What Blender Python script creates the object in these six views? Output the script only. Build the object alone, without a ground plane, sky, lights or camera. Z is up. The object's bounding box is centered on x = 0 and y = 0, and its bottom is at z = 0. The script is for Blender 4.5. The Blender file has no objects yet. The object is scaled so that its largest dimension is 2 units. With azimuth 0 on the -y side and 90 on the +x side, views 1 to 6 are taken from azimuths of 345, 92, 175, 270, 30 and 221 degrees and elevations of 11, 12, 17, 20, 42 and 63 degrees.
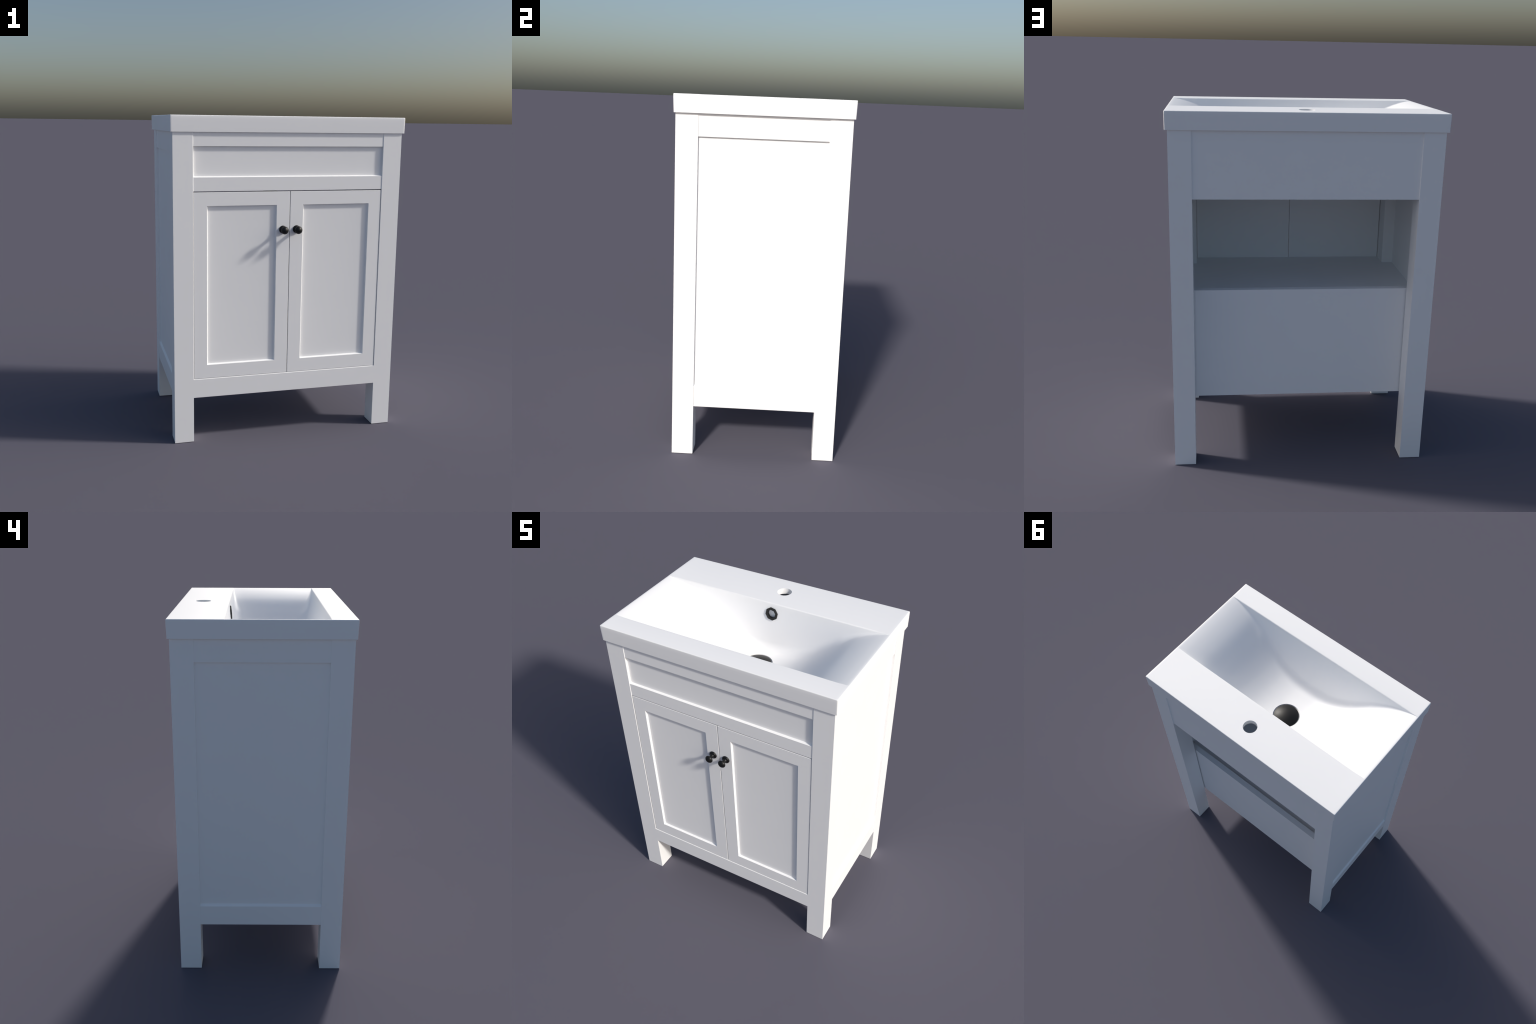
import bpy, bmesh, math
from mathutils import Vector, Matrix

# ------------------------------------------------------------------ sizes (metres)
LEG_OUT_X, LEG_IN_X = 0.714, 0.5960       # leg outer / inner faces
FRONT_Y, BACK_Y = -0.4335, 0.4820         # outer faces of front / back legs
LEG_W = 0.1180
TOP_Z, TOP_BOTTOM_Z = 2.000, 1.905        # basin slab
TOP_X, TOP_FRONT_Y, TOP_BACK_Y = 0.7286, -0.4440, 0.4945
INSET = 0.0025                            # rails / doors sit back from the leg faces
RECESS = 0.0122                           # depth of the panelled recesses
SLOPE = 0.0058                            # run of the sloping recess edge
SIDE_IN_X = 0.6645                        # inner face of the cabinet sides
DOOR_BACK_Y = -0.388
SHELF_Z = 0.976
KNOB_Z, KNOB_X = 1.3225, 0.0435

scene_col = bpy.context.scene.collection


# ------------------------------------------------------------------ materials
def principled(name, base, vary, rough, rough_vary, bump, scale, coat=0.0, metallic=0.0, spec=0.5):
    m = bpy.data.materials.new(name)
    m.use_nodes = True
    nt = m.node_tree
    bsdf = nt.nodes["Principled BSDF"]
    tc = nt.nodes.new("ShaderNodeTexCoord")
    big = nt.nodes.new("ShaderNodeTexNoise")
    big.inputs["Scale"].default_value = scale
    big.inputs["Detail"].default_value = 4.0
    nt.links.new(tc.outputs["Object"], big.inputs["Vector"])
    ramp = nt.nodes.new("ShaderNodeValToRGB")
    ramp.color_ramp.elements[0].position = 0.3
    ramp.color_ramp.elements[1].position = 0.7
    ramp.color_ramp.elements[0].color = tuple(c * (1 - vary) for c in base) + (1,)
    ramp.color_ramp.elements[1].color = tuple(min(1, c * (1 + vary)) for c in base) + (1,)
    nt.links.new(big.outputs["Fac"], ramp.inputs["Fac"])
    nt.links.new(ramp.outputs["Color"], bsdf.inputs["Base Color"])
    rr = nt.nodes.new("ShaderNodeMapRange")
    rr.inputs["To Min"].default_value = rough - rough_vary
    rr.inputs["To Max"].default_value = rough + rough_vary
    nt.links.new(big.outputs["Fac"], rr.inputs["Value"])
    nt.links.new(rr.outputs["Result"], bsdf.inputs["Roughness"])
    if bump:
        fine = nt.nodes.new("ShaderNodeTexNoise")
        fine.inputs["Scale"].default_value = 240.0
        nt.links.new(tc.outputs["Object"], fine.inputs["Vector"])
        b = nt.nodes.new("ShaderNodeBump")
        b.inputs["Strength"].default_value = bump
        b.inputs["Distance"].default_value = 0.0006
        nt.links.new(fine.outputs["Fac"], b.inputs["Height"])
        nt.links.new(b.outputs["Normal"], bsdf.inputs["Normal"])
    bsdf.inputs["Metallic"].default_value = metallic
    bsdf.inputs["Specular IOR Level"].default_value = spec
    bsdf.inputs["Coat Weight"].default_value = coat
    return m


PAINT = principled("white_satin_paint", (0.985, 0.985, 0.985), 0.005, 0.50, 0.02, 0.02, 9.0)
CERAMIC = principled("white_ceramic", (0.985, 0.985, 0.985), 0.003, 0.50, 0.01, 0.0, 5.0)
BLACK = principled("black_lacquered_metal", (0.0045, 0.0045, 0.0045), 0.10, 0.46, 0.02, 0.0, 30.0, spec=0.42)


# ------------------------------------------------------------------ helpers
def new_object(name, mesh, parent, mat, smooth_angle=None):
    mesh.materials.clear()
    mesh.materials.append(mat)
    ob = bpy.data.objects.new(name, mesh)
    scene_col.objects.link(ob)
    if parent is not None:
        ob.parent = parent
    if smooth_angle is not None:
        bm = bmesh.new()
        bm.from_mesh(mesh)
        for f in bm.faces:
            f.smooth = True
        for e in bm.edges:
            e.smooth = len(e.link_faces) == 2 and e.calc_face_angle(0.0) < smooth_angle
        bm.to_mesh(mesh)
        bm.free()
    return ob


def finish(bm, name):
    bmesh.ops.recalc_face_normals(bm, faces=bm.faces)
    me = bpy.data.meshes.new(name)
    bm.to_mesh(me)
    bm.free()
    return me


def board_mesh(name, x0, x1, y0, y1, z0, z1, bevel=0.0):
    """A plain board between two corners."""
    bm = bmesh.new()
    bmesh.ops.create_cube(bm, size=1.0)
    for v in bm.verts:
        v.co = Vector((x0 if v.co.x < 0 else x1, y0 if v.co.y < 0 else y1, z0 if v.co.z < 0 else z1))
    if bevel:
        bmesh.ops.bevel(bm, geom=list(bm.edges), offset=bevel, segments=2, profile=0.5, affect='EDGES')
    return finish(bm, name)


def board(name, parent, x0, x1, y0, y1, z0, z1, mat=None, bevel=0.0):
    return new_object(name, board_mesh(name, x0, x1, y0, y1, z0, z1, bevel), parent, mat or PAINT)


def extruded(name, parent, section, axis, a, b):
    """Extrude a 2-D section along x (section is (y,z)) or along y (section is (x,z))."""
    bm = bmesh.new()
    rings = []
    for t in (a, b):
        rings.append([bm.verts.new((t, p, q) if axis == 'x' else (p, t, q)) for p, q in section])
    n = len(section)
    for i in range(n):
        bm.faces.new((rings[0][i], rings[0][(i + 1) % n], rings[1][(i + 1) % n], rings[1][i]))
    bm.faces.new(rings[0])
    bm.faces.new(rings[1])
    return new_object(name, finish(bm, name), parent, PAINT)


def lathe(name, parent, profile, mat, segments, location, rotation=None, smooth=math.radians(40), phase=0.0, closed=False):
    """Spin (height, radius) pairs about local z."""
    bm = bmesh.new()
    rows = []
    for h, r in profile:
        if r < 1e-6:
            rows.append([bm.verts.new((0, 0, h))])
        else:
            rows.append([bm.verts.new((r * math.cos(phase + 2 * math.pi * k / segments),
                                       r * math.sin(phase + 2 * math.pi * k / segments), h))
                         for k in range(segments)])
    for a, b in zip(rows, rows[1:]):
        for k in range(segments):
            l = (k + 1) % segments
            if len(a) == 1 and len(b) == 1:
                continue
            if len(a) == 1:
                bm.faces.new((a[0], b[k], b[l]))
            elif len(b) == 1:
                bm.faces.new((a[k], a[l], b[0]))
            else:
                bm.faces.new((a[k], a[l], b[l], b[k]))
    if closed:
        bmesh.ops.remove_doubles(bm, verts=bm.verts, dist=1e-6)
    else:
        for row in (rows[0], rows[-1]):
            if len(row) > 1:
                bm.faces.new(row)
    ob = new_object(name, finish(bm, name), parent, mat, smooth)
    ob.location = location
    if rotation:
        ob.rotation_euler = rotation
    return ob


def gradient_shaded_panel(name, parent, x0, x1, z0, z1, y_front, y_back, tilt_x, tilt_z, n=12):
    """Flat panel; normals bent to bake in a light gradient, bright lower left, dark upper right."""
    bm = bmesh.new()
    rows = [[bm.verts.new((x0 + (x1 - x0) * i / n, y_front, z0 + (z1 - z0) * j / n)) for j in range(n + 1)]
            for i in range(n + 1)]
    for i in range(n):
        for j in range(n):
            bm.faces.new((rows[i][j], rows[i + 1][j], rows[i + 1][j + 1], rows[i][j + 1])).smooth = True
    # edges and back are separate faces with their own corners, so that the front keeps its own normals
    ring = []
    for y in (y_front, y_back):
        ring.append([bm.verts.new(p) for p in ((x0, y, z0), (x1, y, z0), (x1, y, z1), (x0, y, z1))])
    for k in range(4):
        bm.faces.new((ring[0][k], ring[1][k], ring[1][(k + 1) % 4], ring[0][(k + 1) % 4]))
    bm.faces.new(ring[1][::-1])
    me = bpy.data.meshes.new(name)
    bm.to_mesh(me)
    bm.free()
    normals = []
    front = (n + 1) * (n + 1)
    for face in me.polygons:
        for vi in face.vertices:
            v = me.vertices[vi]
            if vi < front:
                u = (v.co.x - x0) / (x1 - x0) * 2 - 1
                w = (v.co.z - z0) / (z1 - z0) * 2 - 1
                normals.append(Vector((-tilt_x * u, -1.0, -tilt_z * w)).normalized())
            else:
                normals.append(face.normal.copy())
    me.normals_split_custom_set(normals)
    return new_object(name, me, parent, PAINT)


# ------------------------------------------------------------------ root
vanity = bpy.data.objects.new("bathroom_vanity", None)
scene_col.objects.link(vanity)
vanity["label"] = "white shaker bathroom vanity with inset trough basin"
vanity["category"] = "bathroom vanity"

# ------------------------------------------------------------------ legs
leg_mesh = board_mesh("leg", -LEG_W / 2, LEG_W / 2, -LEG_W / 2, LEG_W / 2, 0.0, 1.912, 0.0)
back_leg = None
for sx in (-1, 1):
    if back_leg is None:
        leg = back_leg = new_object("leg", leg_mesh, vanity, PAINT)
    else:
        leg = back_leg.copy()
        scene_col.objects.link(leg)
    leg.location = (sx * (LEG_OUT_X - LEG_W / 2), BACK_Y - LEG_W / 2, 0)

CHAMFER = 0.0028                          # eased edge round the door opening
PLINTH_TOP = 0.4030


def front_leg_mesh(sx):
    """Square leg whose inner front edge is eased above the plinth rail."""
    bm = bmesh.new()
    xi, xo = sx * LEG_IN_X, sx * LEG_OUT_X
    xe = sx * (LEG_IN_X - 0.0021)
    y0, y1 = FRONT_Y, FRONT_Y + LEG_W
    foot = [bm.verts.new((x, y, 0)) for x, y in ((xo, y0), (xi, y0), (xi, y1), (xo, y1))]
    top = [bm.verts.new((x, y, 1.912)) for x, y in ((xo, y0), (xi, y0), (xi, y1), (xo, y1))]
    for k in range(4):
        bm.faces.new((foot[k], foot[(k + 1) % 4], top[(k + 1) % 4], top[k]))
    bm.faces.new(foot)
    bm.faces.new(top)
    # sloping fillet strip between the leg face and the set-back doors
    low = [bm.verts.new(p) for p in ((xi, y0, PLINTH_TOP), (xe, y0 + INSET, PLINTH_TOP + CHAMFER), (xi, y0 + INSET, PLINTH_TOP))]
    high = [bm.verts.new(p) for p in ((xi, y0, 1.912), (xe, y0 + INSET, 1.912), (xi, y0 + INSET, 1.912))]
    for k in range(2):
        bm.faces.new((low[k], low[k + 1], high[k + 1], high[k]))
    bm.faces.new((low[0], low[2], high[2], high[0])[::-1])
    bm.faces.new(low)
    bm.faces.new(high)
    return finish(bm, "leg")


for sx in (-1, 1):
    new_object("leg", front_leg_mesh(sx), vanity, PAINT)

# ------------------------------------------------------------------ sides: rails with a flat panel between
PANEL_X = 0.6995
RAIL_X = 0.7106
for sx in (-1, 1):
    y0, y1 = FRONT_Y + LEG_W - 0.004, BACK_Y - LEG_W + 0.004
    xs = sorted((sx * SIDE_IN_X, sx * PANEL_X))
    board("side_panel", vanity, xs[0], xs[1], y0, y1, 0.400, 1.790)
    # top rail, lower edge slightly chamfered; bottom rail with a weathered top edge
    extruded("side_rail", vanity, [(sx * SIDE_IN_X, 1.912), (sx * RAIL_X, 1.912), (sx * RAIL_X, 1.7865),
                                   (sx * PANEL_X, 1.7860), (sx * SIDE_IN_X, 1.7860)], 'y', y0, y1)
    extruded("side_rail", vanity, [(sx * SIDE_IN_X, 0.2885), (sx * RAIL_X, 0.2885), (sx * RAIL_X, 0.4050),
                                   (sx * PANEL_X, 0.4170), (sx * SIDE_IN_X, 0.4170)], 'y', y0, y1)
    # post inside the cabinet behind each front leg
    xs = sorted((sx * LEG_IN_X, sx * (SIDE_IN_X + 0.002)))
    board("corner_post", vanity, xs[0], xs[1], FRONT_Y + LEG_W - 0.002, -0.2590, 0.400, 1.800)

# ------------------------------------------------------------------ front
FY = FRONT_Y + INSET
wx = LEG_IN_X + 0.002
extruded("front_rail", vanity, [(FY, 1.912), (FY, 1.8235), (FY + RECESS, 1.8235 + SLOPE), (FY + 0.030, 1.8235 + SLOPE),
                                (FY + 0.030, 1.912)], 'x', -wx, wx)
extruded("front_rail", vanity, [(FY, 1.5610), (FY, 1.6425), (FY + RECESS, 1.6425 + SLOPE), (FY + 0.030, 1.6425 + SLOPE),
                                (FY + 0.030, 1.5610)], 'x', -wx, wx)
gradient_shaded_panel("drawer_panel", vanity, -wx, wx, 1.6400, 1.8300, FY + RECESS, FY + 0.028, 0.010, 0.020)
extruded("plinth_rail", vanity, [(FRONT_Y, 0.2868), (FRONT_Y, PLINTH_TOP), (FRONT_Y + INSET, PLINTH_TOP + CHAMFER),
                                 (FRONT_Y + 0.036, PLINTH_TOP + CHAMFER), (FRONT_Y + 0.036, 0.2868)], 'x', -LEG_IN_X, LEG_IN_X)


def door_frame_mesh(x0, x1, z0, z1, px0, px1, pz0, pz1):
    """Shaker frame: outer rectangle, opening with sloping inner edge, full thickness."""
    bm = bmesh.new()

    def ring(ax0, ax1, az0, az1, y):
        return [bm.verts.new(p) for p in ((ax0, y, az0), (ax1, y, az0), (ax1, y, az1), (ax0, y, az1))]
    b = 0.0010
    front_o = ring(x0 + b, x1 - b, z0 + b, z1 - b, FY)
    side_o = ring(x0, x1, z0, z1, FY + b)
    back_o = ring(x0, x1, z0, z1, DOOR_BACK_Y)
    front_i = ring(px0, px1, pz0, pz1, FY)
    s = SLOPE
    low_i = ring(px0 + s, px1 - s, pz0 + s, pz1 - s, FY + RECESS + 0.0006)
    back_i = ring(px0 + s, px1 - s, pz0 + s, pz1 - s, DOOR_BACK_Y)
    loops = [front_i, front_o, side_o, back_o, back_i, low_i, front_i]
    for a, c in zip(loops, loops[1:]):
        for i in range(4):
            j = (i + 1) % 4
            bm.faces.new((a[i], a[j], c[j], c[i]))
    return finish(bm, "door")


KNOB_PROFILE = [(-0.002, 0.0240), (0.0036, 0.0240), (0.0050, 0.0232), (0.0056, 0.0222), (0.0080, 0.0218), (0.0092, 0.0200),
                (0.0104, 0.0150), (0.0135, 0.0118), (0.0200, 0.0098), (0.0290, 0.0098), (0.0345, 0.0112),
                (0.0385, 0.0160), (0.0420, 0.0222), (0.0442, 0.0238), (0.0465, 0.0239), (0.0495, 0.0230),
                (0.0540, 0.0196), (0.0585, 0.0138), (0.0618, 0.0070), (0.0630, 0.0)]
for sx in (-1, 1):
    x0, x1 = sorted((sx * 0.0021, sx * 0.5922))
    p0, p1 = sorted((sx * 0.0835, sx * 0.5125))
    me = door_frame_mesh(x0, x1, 0.4080, 1.5546, p0, p1, 0.4925, 1.4738)
    door = new_object("door", me, vanity, PAINT)
    gradient_shaded_panel("door_panel", door, p0 + 0.0025, p1 - 0.0025, 0.4950, 1.4713, FY + RECESS, DOOR_BACK_Y - 0.0002, 0.022, 0.015)
    lathe("knob", door, KNOB_PROFILE, BLACK, 40, (sx * KNOB_X, FY, KNOB_Z), (math.pi / 2, 0, 0), math.radians(50))

# ------------------------------------------------------------------ back and inside
board("back_apron", vanity, -wx, wx, BACK_Y - 0.040, BACK_Y - 0.0072, 1.5500, 1.912)
board("back_panel", vanity, -0.655, 0.655, 0.3190, 0.3570, 0.3695, 1.0135)
board("shelf", vanity, -SIDE_IN_X - 0.001, SIDE_IN_X + 0.001, DOOR_BACK_Y + 0.001, 0.3200, 0.945, SHELF_Z)
board("bottom_board", vanity, -SIDE_IN_X - 0.001, SIDE_IN_X + 0.001, FRONT_Y + 0.035, 0.3200, 0.372, 0.402)


# ------------------------------------------------------------------ basin slab, lofted along x
FLOOR = [(0.000, 0.2970), (0.100, 0.2925), (0.200, 0.2690), (0.290, 0.2270), (0.370, 0.1760), (0.460, 0.1130),
         (0.540, 0.0610), (0.600, 0.0330), (0.660, 0.0130), (0.700, 0.0038), (0.7225, 0.0005)]


def bowl_depth(x):
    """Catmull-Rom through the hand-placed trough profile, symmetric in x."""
    x = abs(x)
    if x >= FLOOR[-1][0]:
        return 0.0
    pts = [(-FLOOR[1][0], FLOOR[1][1])] + FLOOR + [(0.745, 0.0)]
    for i in range(1, len(pts) - 2):
        if pts[i][0] <= x <= pts[i + 1][0]:
            (xa, a), (xb, b), (xc, c), (xd, d) = pts[i - 1:i + 3]
            t = (x - xb) / (xc - xb)
            mb = (c - a) / (xc - xa) * (xc - xb)
            mc = (d - b) / (xd - xb) * (xc - xb)
            return ((2 * t**3 - 3 * t**2 + 1) * b + (t**3 - 2 * t**2 + t) * mb
                    + (-2 * t**3 + 3 * t**2) * c + (t**3 - t**2) * mc)
    return 0.0


LIP_F, LIP_B = -0.311, 0.2115              # front / back edges of the trough opening
LEAN_F, LEAN_B = 0.312, 0.085               # how far the walls lean in per metre of depth
R_EDGE = 0.0045                            # rounding of the slab's outer edges
R_LIP_F, R_LIP_B = 0.008, 0.008
R_FOOT_F, R_FOOT_B = 0.082, 0.058


def rounded_corner(p, a, b, r, n):
    """n+1 points rounding corner p between directions towards a and b."""
    p, a, b = Vector(p), Vector(a), Vector(b)
    u, w = (a - p).normalized(), (b - p).normalized()
    ang = u.angle(w)
    d = r / math.tan(ang / 2)
    d = min(d, 0.45 * (a - p).length, 0.45 * (b - p).length)
    s, e = p + u * d, p + w * d
    out = []
    for k in range(n + 1):
        t = k / n
        # quadratic blend close to a circular arc
        q = s * (1 - t)**2 + p * 2 * t * (1 - t) + e * t**2
        out.append((q.x, q.y))
    return out


def section(x):
    s = TOP_X - abs(x)
    inset = 0.0
    if s < R_EDGE:
        inset = R_EDGE - math.sqrt(max(0.0, R_EDGE**2 - (R_EDGE - s)**2))
    yf, yb, zt = TOP_FRONT_Y + inset, TOP_BACK_Y - inset, TOP_Z - inset
    D = max(bowl_depth(x), 0.0004)
    zf = zt - D
    p = D / FLOOR[0][1]
    fall = 0.0045 * 4 * p * (1 - p)        # the end slopes fall a little towards the front
    z_front, z_back = zf - fall, zf + fall
    ff, fb = LIP_F + LEAN_F * D, LIP_B - LEAN_B * D
    pts = [(yf + 0.0025, TOP_BOTTOM_Z), (yf, zt - 0.02)]
    pts += rounded_corner((yf, zt), (yf, zt - 0.02), (LIP_F, zt), R_EDGE, 4)
    pts += rounded_corner((LIP_F, zt), (yf, zt), (ff, z_front), R_LIP_F, 5)
    pts += rounded_corner((ff, z_front), (LIP_F, zt), (fb, z_back), R_FOOT_F, 12)
    a, b = pts[-1], rounded_corner((fb, z_back), (ff, z_front), (LIP_B, zt), R_FOOT_B, 10)
    for k in range(1, 10):
        pts.append((a[0] + (b[0][0] - a[0]) * k / 10, a[1] + (b[0][1] - a[1]) * k / 10))
    pts += b
    pts += rounded_corner((LIP_B, zt), (fb, z_back), (yb, zt), R_LIP_B, 5)
    pts += rounded_corner((yb, zt), (LIP_B, zt), (yb, zt - 0.02), R_EDGE, 4)
    pts += [(yb, zt - 0.02), (yb - 0.0025, TOP_BOTTOM_Z)]
    # hollow underside: lip, deck underside 40 mm down, then the outside of the bowl
    end = s < 0.022
    zu = TOP_BOTTOM_Z if end else TOP_Z - 0.035
    zb = TOP_BOTTOM_Z if end else min(zu, zf - 0.018)
    lo = 0.024
    pts += [(yb - lo, TOP_BOTTOM_Z), (yb - lo - 0.001, zu), (LIP_B + 0.022, zu), (fb + 0.022, zb),
            (ff - 0.022, zb), (LIP_F - 0.022, zu), (yf + lo + 0.001, zu), (yf + lo, TOP_BOTTOM_Z)]
    return pts


xs = []
n_mid = 110
for i in range(n_mid + 1):
    xs.append(-0.7030 + 1.406 * i / n_mid)
ends = [0.7047, 0.7052, 0.7110, 0.7160, TOP_X - R_EDGE]
ends += [TOP_X - R_EDGE * (1 - math.sin(math.radians(a))) for a in (22, 45, 67, 90)]
xs = [-e for e in reversed(ends)] + xs + ends

bm = bmesh.new()
rows = []
for x in xs:
    row = []
    for y, z in section(x):
        k = max(0.0, min(1.0, (TOP_Z - 0.02 - z) / 0.075))
        shrink = 0.0008 * k if abs(x) > 0.71 else 0.0
        row.append(bm.verts.new((x - math.copysign(shrink, x), y, z)))
    rows.append(row)
for a, b in zip(rows, rows[1:]):
    n = len(a)
    for i in range(n):
        j = (i + 1) % n
        bm.faces.new((a[i], b[i], b[j], a[j]))
bm.faces.new(rows[0])
bm.faces.new(list(reversed(rows[-1])))
basin_mesh = finish(bm, "basin")
basin = new_object("basin", basin_mesh, vanity, CERAMIC)


def cut_hole(target, radius, x, y, z0, z1, segments=64, along_y_at=None):
    bm = bmesh.new()
    bmesh.ops.create_cone(bm, cap_ends=True, segments=segments, radius1=radius, radius2=radius, depth=z1 - z0)
    for v in bm.verts:
        if along_y_at is None:
            v.co += Vector((x, y, (z0 + z1) / 2))
        else:
            v.co = Vector((x + v.co.x, y + v.co.z + (z0 + z1) / 2, along_y_at - v.co.y))
    me = bpy.data.meshes.new("cutter")
    bm.to_mesh(me)
    bm.free()
    cutter = bpy.data.objects.new("cutter", me)
    scene_col.objects.link(cutter)
    mod = target.modifiers.new("hole", 'BOOLEAN')
    mod.operation = 'DIFFERENCE'
    mod.solver = 'EXACT'
    mod.object = cutter
    dg = bpy.context.evaluated_depsgraph_get()
    result = bpy.data.meshes.new_from_object(target.evaluated_get(dg))
    target.modifiers.clear()
    target.data = result
    bpy.data.objects.remove(cutter, do_unlink=True)


DRAIN_Y, DRAIN_Z = 0.030, TOP_Z - 0.297
cut_hole(basin, 0.0430, 0.0, 0.3612, 1.93, 2.05, 56)      # tap hole
cut_hole(basin, 0.0870, 0.0, DRAIN_Y, DRAIN_Z - 0.007, 1.80, 72)     # drain hole
cut_hole(basin, 0.0300, 0.0, LIP_B - LEAN_B * 0.065, -0.010, 0.0100, 32, 1.9350)   # overflow pocket
me = basin.data
bm = bmesh.new()
bm.from_mesh(me)
for f in bm.faces:
    f.smooth = True
for e in bm.edges:
    e.smooth = len(e.link_faces) == 2 and e.calc_face_angle(0.0) < math.radians(32)
bm.to_mesh(me)
bm.free()
me.materials.clear()
me.materials.append(CERAMIC)

# drain: black domed plug in a white-rimmed hole
R_DOME, SAG = 0.0808, 0.0185
big_r = (R_DOME**2 + SAG**2) / (2 * SAG)
dome = [(-0.010, R_DOME), (0.0, R_DOME)]
for k in range(1, 13):
    a = math.asin(R_DOME / big_r) * (1 - k / 12)
    dome.append((big_r * math.cos(a) - (big_r - SAG), big_r * math.sin(a)))
lathe("drain_plug", basin, dome, BLACK, 32, (0, DRAIN_Y, DRAIN_Z + 0.001), None, math.radians(30))

# overflow: faceted black ring on the back wall
ring = [(-0.0090, 0.0255), (0.0062, 0.0255), (0.0068, 0.0262), (0.0068, 0.0385), (0.0056, 0.0400), (-0.002, 0.0400), (-0.002, 0.0285), (-0.0090, 0.0285), (-0.0090, 0.0255)]
ring_z = 1.9350
ring_y = LIP_B - LEAN_B * (TOP_Z - ring_z)
tilt = math.atan(LEAN_B)
ob = lathe("overflow_ring", basin, ring, BLACK, 8, (0, ring_y, ring_z),
           (math.pi / 2 - tilt, 0, 0), math.radians(20), math.radians(10), True)

# waste pipe hanging under the bowl
waste = [(0.0, 0.0), (0.0, 0.044), (0.003, 0.046), (0.176, 0.046), (0.180, 0.0)]
lathe("waste_pipe", basin, waste, BLACK, 24, (0, DRAIN_Y, 1.495), None, math.radians(30))
